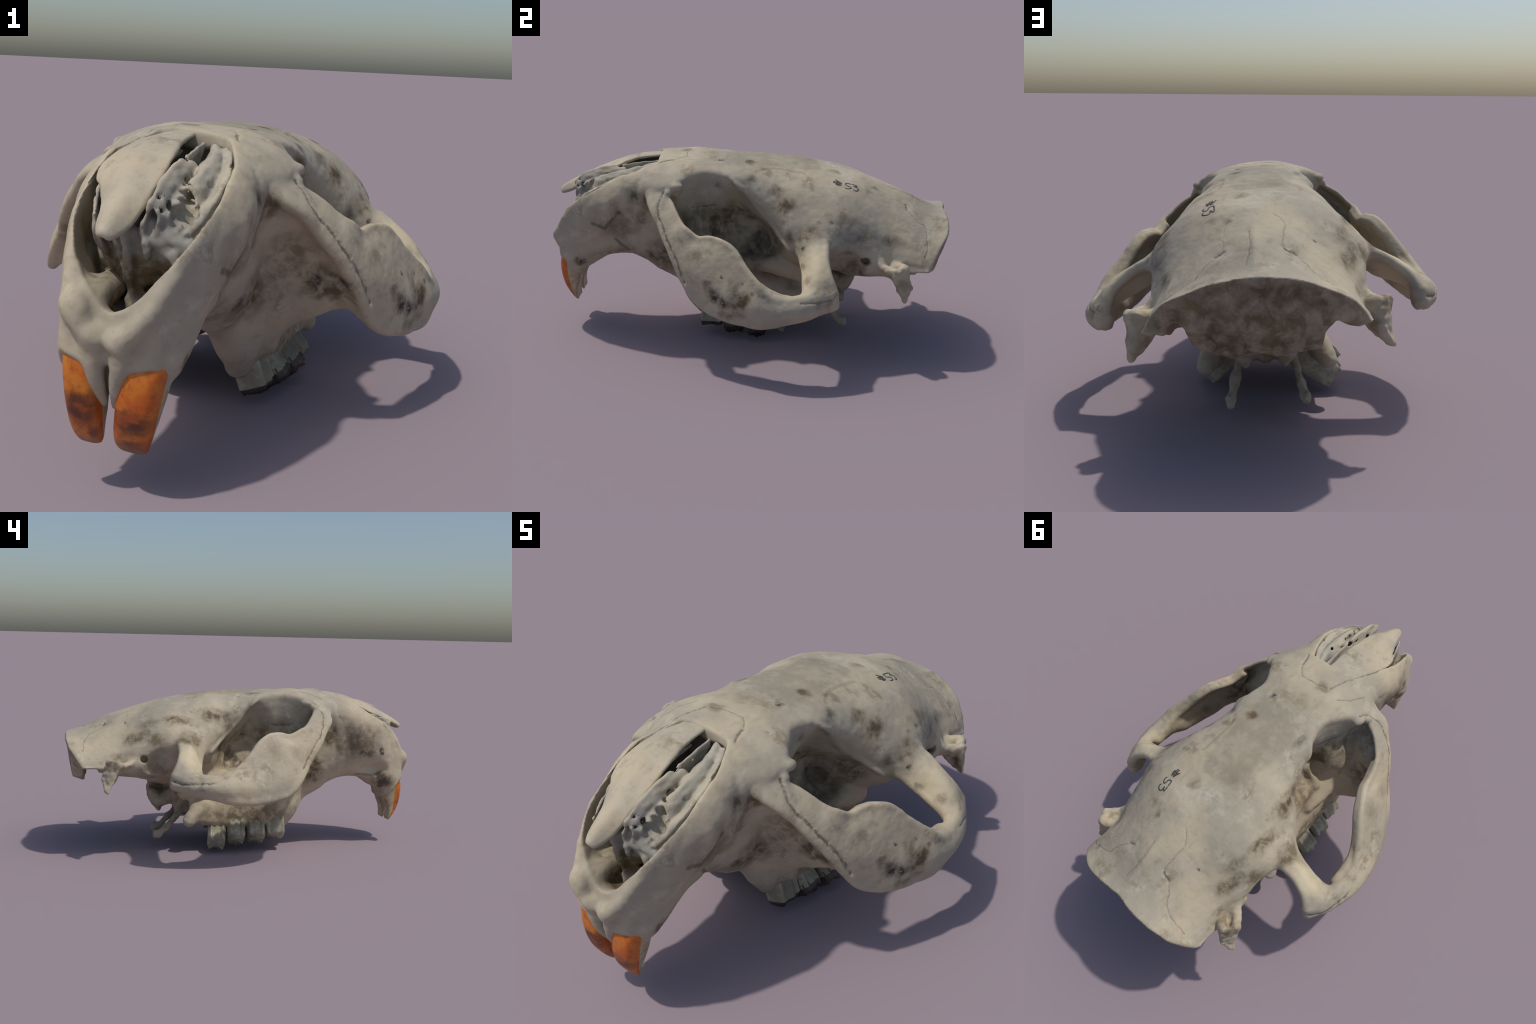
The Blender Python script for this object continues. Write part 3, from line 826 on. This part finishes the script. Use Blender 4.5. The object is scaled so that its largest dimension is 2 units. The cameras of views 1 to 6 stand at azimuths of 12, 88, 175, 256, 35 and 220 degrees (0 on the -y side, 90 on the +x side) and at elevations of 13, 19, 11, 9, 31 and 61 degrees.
# the bone is one smooth surface, shared out by region
NRM = vertex_normals(SK_V, SK_Q)
c = SK_V[SK_Q].mean(1)
ax_, ay, az = np.abs(c[:, 0]), c[:, 1], c[:, 2]
cn = NRM[SK_Q].mean(1)
names = ["parietal_bone", "frontal_bone", "orbit_wall", "temporal_bone", "temporal_bone", "interparietal_bone", "skull_base",
         "snout", "upper_jaw", "occiput", "zygomatic_arch", "zygomatic_arch", "paroccipital_process", "paroccipital_process", "pterygoid_hook", "pterygoid_hook"]
right = c[:, 0] > 0
region = np.zeros(len(c), int)
region[ay < -.03] = 1
region[(az < .78) & (ay < .24) & (ax_ < .40)] = 2
side = (ay > -.02) & (ax_ > .20) & (cn[:, 1] > -.62) & (az > .40)
region[side & right] = 3
region[side & ~right] = 4
region[(ay > .57) & (az > .55) & (ax_ < .28)] = 5
region[(az < .42) & (ay > .24)] = 6
region[ay < -.44] = 7
region[(az < .34) & (ay > -.44) & (ay < .40) & (ax_ < .30)] = 8
region[(ay > .86) & (cn[:, 1] > .55)] = 9
arch = (ay > -.50) & (ay < .46) & (ax_ > np.interp(ay, [-.5, -.40, -.28, -.15, .1, .2, .3, .46], [.30, .30, .30, .33, .42, .44, .46, .46]))
region[arch & right] = 10
region[arch & ~right] = 11
paro = (ay > .62) & (ay < .80) & (ax_ > .385) & (az < .49)
region[paro & right] = 12
region[paro & ~right] = 13
hook = (az < .21) & (ay > .345) & (ax_ < .2)
region[hook & right] = 14
region[hook & ~right] = 15
for i, nm in enumerate(names):
    f = SK_Q[region == i]
    if not len(f):
        continue
    u, inv = np.unique(f, return_inverse=True)
    pts = SK_V[u][::max(1, len(u) // 1500)]
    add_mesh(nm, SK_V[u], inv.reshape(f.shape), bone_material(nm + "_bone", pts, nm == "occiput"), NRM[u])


# ---------------------------------------------------------------- nasal bone
def field_part(name, f, mat, parent=None, blur=1, amp=0.0015):
    f.blur(blur)
    V, Q = surface_nets(f.ax, f.v)
    V = relax(V, Q, 2)
    nn = vertex_normals(V, Q)
    V = V + nn * (amp * value_noise(V * 18 + 50, 4) + .5 * amp * value_noise(V * 45 + 50, 5))[:, None]
    return add_mesh(name, V, Q, mat, parent=parent)


nose = Field((-.26, -1.02, .58), (.12, -.36, .96))
LEFT = [(-.128, -.43, .855, .008), (-.140, -.52, .846, .008), (-.158, -.60, .820, .008), (-.164, -.68, .792, .008), (-.150, -.735, .768, .008),
        (-.120, -.770, .757, .008), (-.098, -.810, .742, .008), (-.075, -.850, .727, .008), (-.055, -.900, .710, .008), (-.042, -.935, .694, .010), (-.030, -.955, .680, .010)]
CREST = [(-.065, -.43, .878, .008), (-.070, -.52, .870, .009), (-.075, -.60, .852, .010), (-.072, -.68, .823, .010), (-.065, -.735, .802, .010),
         (-.050, -.770, .790, .011), (-.040, -.810, .772, .011), (-.028, -.850, .752, .012), (-.020, -.900, .726, .013), (-.018, -.935, .704, .014), (-.018, -.958, .686, .013)]
RIGHT = [(-.008, -.43, .882, .008), (-.004, -.52, .872, .008), (.004, -.60, .853, .008), (.014, -.68, .818, .008), (.020, -.735, .795, .008),
         (.022, -.770, .778, .008), (.022, -.810, .756, .009), (.021, -.850, .730, .010), (.015, -.900, .700, .011), (.006, -.935, .684, .011), (-.004, -.955, .676, .010)]
nose.sheet([LEFT, CREST, RIGHT], k=0.004)
field_part("nasal_bone", nose, bone_material("nasal_bone", np.array([LEFT, CREST, RIGHT])[..., :3].reshape(-1, 3)))

# --------------------------------------------------------------- turbinates
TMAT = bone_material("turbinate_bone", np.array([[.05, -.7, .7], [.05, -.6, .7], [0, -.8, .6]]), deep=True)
turb = Field((-.2, -.95, .42), (.2, -.40, .92))
YS = np.array([-.46, -.54, -.62, -.70, -.78, -.84])
BLADE_X, BLADE_Z = [.032, .038, .045, .050, .054, .057], [.868, .854, .843, .834, .813, .785]
RIM_X, RIM_Z = [.105, .145, .172, .178, .174, .160], [.862, .846, .818, .782, .735, .695]


def across(s, depth, t, y0=0, y1=6, sway=0.0):
    """rail along the right nasal opening: s = 0 at the blade by the nasal bone, 1 at the rim"""
    return [(bx + s * (rx - .008 - bx) + sway * math.sin(9 * i), yy, bz + s * (rz - bz) - depth, t)
            for i, (yy, bx, bz, rx, rz) in list(enumerate(zip(YS, BLADE_X, BLADE_Z, RIM_X, RIM_Z)))[y0:y1]]


# floor of the broken chamber, closing the view into the snout
turb.sheet([across(0, .085, .014), across(.35, .072, .016), across(.7, .058, .016), across(1.0, .030, .010)], k=0.01)
turb.sheet([across(1.0, .03, .012), [(.158, y, z, .012) for y, z in ((-.46, .76), (-.54, .74), (-.62, .70), (-.70, .66), (-.78, .61), (-.84, .58))], [(.12, y, z, .012) for y, z in ((-.46, .68), (-.54, .64), (-.62, .59), (-.70, .54), (-.78, .51), (-.84, .50))]], k=0.01)
# septum
turb.sheet([[(.030, -.48, .82, .008), (.036, -.62, .79, .008), (.044, -.74, .75, .008), (.046, -.85, .70, .007)],
            [(.015, -.48, .72, .010), (.016, -.62, .66, .010), (.018, -.74, .61, .010), (.020, -.83, .60, .008)],
            [(.0, -.48, .60, .012), (.0, -.62, .52, .012), (.0, -.74, .47, .012), (.005, -.82, .48, .010)]], k=0.008)
turb.sheet([[(-.02, -.50, .84, .008), (-.03, -.62, .80, .008), (-.04, -.72, .76, .008)], [(-.08, -.50, .78, .010), (-.10, -.62, .73, .010), (-.11, -.72, .69, .010)], [(-.13, -.50, .72, .010), (-.14, -.62, .66, .010), (-.13, -.72, .62, .010)]], k=0.01)
# thin curled plates standing on that floor: a blade under the nasal bone, scrolls, the outer shell
BLADE = [(x, y, z, .005) for x, y, z in zip(BLADE_X, YS, BLADE_Z)] + [(.054, -.872, .755, .005)]
turb.sheet([BLADE, [(x - .010, y, z - .045, .006) for x, y, z, _ in BLADE], [(x - .020, y + .01, z - .085, .009) for x, y, z, _ in BLADE]], k=0.004)
turb.sheet([[(x, y, z, .005) for x, y, z, _ in BLADE[2:]], [(x + .022, y + .01, z - .030, .006) for x, y, z, _ in BLADE[2:]], [(x + .018, y + .02, z - .075, .008) for x, y, z, _ in BLADE[2:]]], k=0.004)
turb.sheet([across(.24, .030, .005, 0, 5, .004), across(.27, .055, .006, 0, 5), across(.31, .08, .010, 0, 5)], k=0.004)
turb.sheet([across(.36, .058, .006), across(.36, .022, .006, 0, 6, .004), across(.46, .004, .006, 0, 6, .004), across(.60, .006, .006, 0, 6), across(.70, .018, .006), across(.66, .050, .007)], k=0.004)
turb.sheet([across(1.02, .004, .006), across(.92, .010, .006, 0, 6, .003), across(.83, .032, .007), across(.80, .060, .009)], k=0.004)
# ragged curtain in front and the mass behind the dark hollow
turb.sheet([[(-.10, -.80, .665, .012), (-.04, -.83, .675, .010), (.03, -.85, .672, .010), (.09, -.845, .655, .010), (.15, -.83, .66, .010)],
            [(-.11, -.78, .61, .012), (-.04, -.81, .62, .012), (.03, -.83, .615, .010), (.09, -.825, .60, .010), (.155, -.81, .60, .010)],
            [(-.10, -.74, .52, .014), (-.03, -.80, .54, .014), (.015, -.82, .545, .012), (.06, -.76, .54, .012), (.14, -.74, .53, .012)]], k=0.012)
turb.sheet([[(-.005, -.885, .675, .010), (.010, -.87, .60, .010), (.015, -.85, .52, .012), (.01, -.84, .47, .012)], [(.000, -.80, .70, .010), (.01, -.79, .60, .012), (.01, -.78, .48, .014)]], k=0.012)
turb.tube([(.05, -.87, .655, .012), (.06, -.865, .62, .010)], k=0.01)
turb.tube([(.12, -.85, .63, .016), (.135, -.85, .59, .012), (.12, -.82, .53, .014)], k=0.01)
turb.tube([(.04, -.80, .49, .022), (.03, -.85, .485, .016)], k=0.015)
# pale inner bone left of the nasal
turb.sheet([[(-.140, -.74, .758, .007), (-.118, -.80, .738, .007), (-.096, -.85, .725, .007), (-.076, -.893, .712, .006)],
            [(-.130, -.72, .69, .010), (-.108, -.78, .665, .010), (-.090, -.84, .65, .010), (-.07, -.87, .65, .008)],
            [(-.09, -.72, .63, .012), (-.07, -.78, .60, .012), (-.06, -.83, .59, .010)]], k=0.01)
# crinkles and holes
p = np.stack(np.meshgrid(*turb.ax, indexing="ij"), -1).reshape(-1, 3)
turb.v += (0.0035 * value_noise(p * (40, 14, 40) + 50, 11) + 0.003 * value_noise(p * (90, 40, 90) + 50, 12)).reshape(turb.v.shape).astype(np.float32)
for s, yy, dep, r in [(.30, -.70, .03, .016), (.45, -.77, .012, .015), (.74, -.69, .012, .008), (.55, -.82, .02, .022), (.72, -.79, .03, .020), (.45, -.56, .012, .008), (.16, -.82, .035, .014)]:
    bx, nz, rx, rz = (np.interp(-yy, -YS, w) for w in (BLADE_X, BLADE_Z, RIM_X, RIM_Z))
    q = (bx + s * (rx - .008 - bx), yy, nz + s * (rz - nz) - dep)
    turb.balls([(q[0], q[1] - .03, q[2] - .012), q, (q[0], q[1] + .03, q[2] + .012)], [r * .6, r, r * .6], 0.006, "cut")
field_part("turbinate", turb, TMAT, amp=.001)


# -------------------------------------------------------------------- teeth
def ring_loft(name, rings, mats, pick=None):
    """closed tube through rings of equal size, capped by fans"""
    R = np.array(rings, float)
    k, m = R.shape[:2]
    V = np.vstack([R.reshape(-1, 3), R[0].mean(0), R[-1].mean(0)])
    F = []
    for i in range(k - 1):
        for j in range(m):
            F.append((i * m + j, (i + 1) * m + j, (i + 1) * m + (j + 1) % m, i * m + (j + 1) % m))
    for j in range(m):
        F.append((k * m, j, (j + 1) % m))
        F.append((k * m + 1, (k - 1) * m + (j + 1) % m, (k - 1) * m + j))
    o = add_mesh(name, V, F, mats[0])
    if sum(p.normal.dot(p.center - Vector(V[:-2].mean(0))) * p.area for p in o.data.polygons) < 0:
        o.data.flip_normals()
    for mt in mats[1:]:
        o.data.materials.append(mt)
    if pick:
        for i, poly in enumerate(o.data.polygons):
            if i < (k - 1) * m:
                poly.material_index = pick(i // m, i % m)
            else:
                poly.material_index = pick(0 if i % 2 == 0 else k - 1, -1)
    return o


def tooth_material(name, base, light, dark, spots=(), tip=None):
    g = Nodes(name)
    a = g.noise(16, 5, .6, dist=.5).outputs[0]
    b = g.noise(60, 4).outputs[0]
    col = g.mix(g.grey(a, .35, .65), base, light)
    col = g.mix(g.math("MULTIPLY", g.grey(b, .45, .75), .4), col, dark)
    if spots:
        d = g.most([g.math("MULTIPLY", g.blob(pos2(g), c, r, .7), s) for c, r, s in spots])
        d = g.math("MULTIPLY", d, g.math("MULTIPLY_ADD", g.grey(a, .35, .55), .6, .4))
        col = g.mix(d, col, dark)
    if tip:
        z = g.new("ShaderNodeSeparateXYZ")
        g.link(pos2(g), z.inputs[0])
        col = g.mix(g.grey(z.outputs[2], tip[0], tip[1]), col, tip[2])
    g.link(col, g.bsdf.inputs["Base Color"])
    g.bsdf.inputs["Roughness"].default_value = .42
    bp = g.new("ShaderNodeBump")
    bp.inputs["Strength"].default_value = .15
    bp.inputs["Distance"].default_value = .004
    g.link(a, bp.inputs["Height"])
    g.link(bp.outputs[0], g.bsdf.inputs["Normal"])
    return g.m


ENAMEL = tooth_material("orange_enamel", lin(190, 92, 24), lin(206, 122, 36), lin(92, 46, 30),
                        [((.085, -.95, .225), (.09, .08, .050), 1.0), ((.09, -.92, .150), (.07, .07, .035), .8), ((-.05, -.95, .235), (.07, .07, .07), 1.0), ((-.02, -.91, .17), (.03, .05, .05), .8)],
                        (.155, .118, lin(128, 96, 70)))
DENTINE = tooth_material("incisor_dentine", lin(170, 150, 118), lin(188, 172, 142), lin(92, 76, 56), [((.08, -.86, .22), (.08, .05, .05), .6), ((-.05, -.86, .22), (.08, .05, .05), .6)])


def incisor(xc, wide, drop):
    """curved chisel: rows give front edge y, z, tooth depth and half width"""
    rows = [(-.925, .440, .105, .95), (-.945, .405, .108, 1.0), (-.958, .360, .108, 1.0), (-.962, .315, .108, 1.0), (-.960, .270, .104, 1.0),
            (-.953, .230, .092, .98), (-.940, .190, .070, .95), (-.922, .157, .042, .90), (-.905, .133, .020, .82), (-.896, .122, .009, .70)]
    rows = catmull(rows, 4)
    rings, m = [], 40
    for i, (y, z, dep, hw) in enumerate(rows):
        t = rows[min(i + 1, len(rows) - 1)] - rows[max(i - 1, 0)]
        t = np.array([t[0], t[1]]) / np.hypot(t[0], t[1])
        back = np.array([-t[1], t[0]])                  # points behind the front edge
        s = i / (len(rows) - 1)
        x = np.interp(z, [.12, .20, .26, .36, .52], xc)
        ring = []
        for j in range(m):
            a = math.tau * j / m
            ca, sa = math.cos(a), math.sin(a)
            u = math.copysign(abs(ca) ** .62, ca) * wide * hw
            v = math.copysign(abs(sa) ** .62, sa)
            v = (v + 1) / 2 * dep + 0.006 * (abs(ca) ** 2)       # bowed front
            p = back * v
            ring.append((x + u, y + p[0], z - drop * max(0, s - .4) + p[1]))
        rings.append(ring)
    front = lambda i, j: 0 if (j >= 0 and math.sin(math.tau * (j + .5) / m) < -.18) else 1
    return ring_loft("incisor", rings, [ENAMEL, DENTINE], front)


incisor([.071, .083, .090, .102, .104], .057, .0)
incisor([-.046, -.050, -.056, -.068, -.075], .049, .0)

MOLAR = tooth_material("molar_dentine", lin(146, 140, 118), lin(176, 172, 152), lin(84, 76, 58), [((.20, -.19, .12), (.09, .07, .10), .7), ((-.20, -.19, .12), (.09, .07, .10), .35), ((.24, .1, .14), (.1, .3, .06), .6), ((-.24, .1, .14), (.1, .3, .06), .5)])
BURNT = tooth_material("burnt_molar_tip", lin(58, 44, 42), lin(86, 72, 62), lin(26, 20, 20))


def molar(side, top, low, ylen, wid, ridges, burnt=0.0):
    """prism from the socket (top) to the chewing end (low), fluted on its cheek side"""
    top, low = np.array(top, float), np.array(low, float)
    ax = (low - top) / np.linalg.norm(low - top)
    u = np.array([0, 1.0, 0]) - ax[1] * ax
    u /= np.linalg.norm(u)
    w = np.cross(u, ax)
    w = w if w[0] > 0 else -w                           # towards the cheek
    m, k, rings = 72, 14, []
    L = np.linalg.norm(low - top)
    for i in range(k):
        t = i / (k - 1)
        c = top + (low - top) * t
        g = 1 - 0.12 * max(0, (t - .9) / .1) ** 2
        ring = []
        for j in range(m):
            a = math.tau * j / m
            ca, sa = math.cos(a), math.sin(a)
            pu = math.copysign(abs(ca) ** .45, ca) * ylen / 2 * g
            pw = math.copysign(abs(sa) ** .45, sa) * wid / 2 * g
            if abs(sa) > .35:
                pw += (0.0055 if sa > 0 else .003) * math.copysign(1, sa) * math.cos(math.tau * ridges * pu / ylen) * min(1, (abs(sa) - .35) * 4)
            ring.append(c + u * pu + w * pw)
        if i == k - 1:
            for q in range(m):
                d = ring[q] - c
                ring[q] = ring[q] + ax * (0.005 * math.sin(9 * d[1] / ylen + 40 * top[1]) + 0.004 * math.sin(21 * d[1] / ylen + .5 * q))
        rings.append(ring)
    if side < 0:
        rings = [[(-p[0], p[1], p[2]) for p in r][::-1] for r in rings]
    pick = (lambda i, j: 1 if i / (k - 1) >= 1 - burnt - .02 * math.sin(j * .7) else 0) if burnt else None
    return ring_loft("molar", rings, [MOLAR, BURNT], pick)


for side in (1, -1):
    k = 0
    molar(side, (.125 + k, -.180, .23), (.205 + k, -.182, .062), .110, .105, 2, .10 if side > 0 else 0)
    molar(side, (.100 + k, -.078, .22), (.242 + k, -.068, .052), .104, .104, 3, .22 if side > 0 else 0)
    molar(side, (.090 + k, .035, .22), (.272 + k, .048, .054), .100, .102, 3, .22 if side > 0 else 0)
molar(1, (.105, .130, .22), (.256, .145, .076), .095, .10, 3)
molar(-1, (.085, .130, .175), (.270, .160, .033), .100, .105, 3)


# ------------------------------------------------------------------- number
INK = Nodes("marker_ink")
INK.bsdf.inputs["Base Color"].default_value = lin(74, 69, 66)
INK.bsdf.inputs["Roughness"].default_value = .7
INK = INK.m
tri = np.vstack([SK_Q[:, [0, 1, 2]], SK_Q[:, [0, 2, 3]]])
cc = SK_V[tri].mean(1)
keep = (cc[:, 2] > .7) & (cc[:, 1] > .3) & (cc[:, 1] < .65) & (cc[:, 0] > .05) & (cc[:, 0] < .3)
bvh = BVHTree.FromPolygons(SK_V.tolist(), tri[keep].tolist())


def ink_stroke(P, wide):
    P = resample([(a, b, 0) for a, b in P], 6 * len(P))[:, :2]
    V, F = [], []
    for i, (a, b) in enumerate(P):
        t = P[min(i + 1, len(P) - 1)] - P[max(i - 1, 0)]
        t /= np.linalg.norm(t) + 1e-9
        for s in (-1, -.33, .33, 1):
            taper = .6 if i in (0, len(P) - 1) else 1
            q = (a - t[1] * s * wide * taper, b + t[0] * s * wide * taper)
            loc, nrm, _, _ = bvh.ray_cast(Vector((q[0], q[1], 1.2)), Vector((0, 0, -1)))
            V.append(loc + nrm * (.0018 if abs(s) < .5 else .0004))
    for i in range(len(P) - 1):
        for j in range(3):
            F.append((4 * i + j, 4 * i + j + 4, 4 * i + j + 5, 4 * i + j + 1))
    return V, F


def ink_mark(name, strokes, wide):
    V, F = [], []
    for P in strokes:
        v, f = ink_stroke(P, wide)
        F += [tuple(x + len(V) for x in q) for q in f]
        V += v
    add_mesh(name, [tuple(v) for v in V], F, INK)


ink_mark("ink_hash_sign", [[(.1647, .3976), (.1685, .4196), (.1709, .4396)], [(.1562, .3989), (.1576, .4197), (.1590, .4405)],
                      [(.1406, .4093), (.1506, .4246), (.1578, .4399)], [(.1778, .4159), (.1748, .4273), (.170, .437)], [(.178, .412), (.160, .417), (.145, .420)],
                      [(.176, .426), (.160, .430), (.153, .431)]], .0036)
ink_mark("ink_digit", [[(.144, .486), (.1457, .4734), (.1474, .4608), (.1631, .4605), (.167, .4705), (.1694, .4818), (.1752, .4849), (.1837, .4779), (.1885, .464), (.1841, .4545)]], .0031)
ink_mark("ink_digit", [[(.144, .489), (.1432, .4977), (.1437, .5108), (.1503, .5115), (.1581, .4958)], [(.1581, .4958), (.1576, .5098), (.1632, .5199), (.1764, .517), (.1848, .5101), (.1868, .4997), (.1824, .4945)]], .0031)
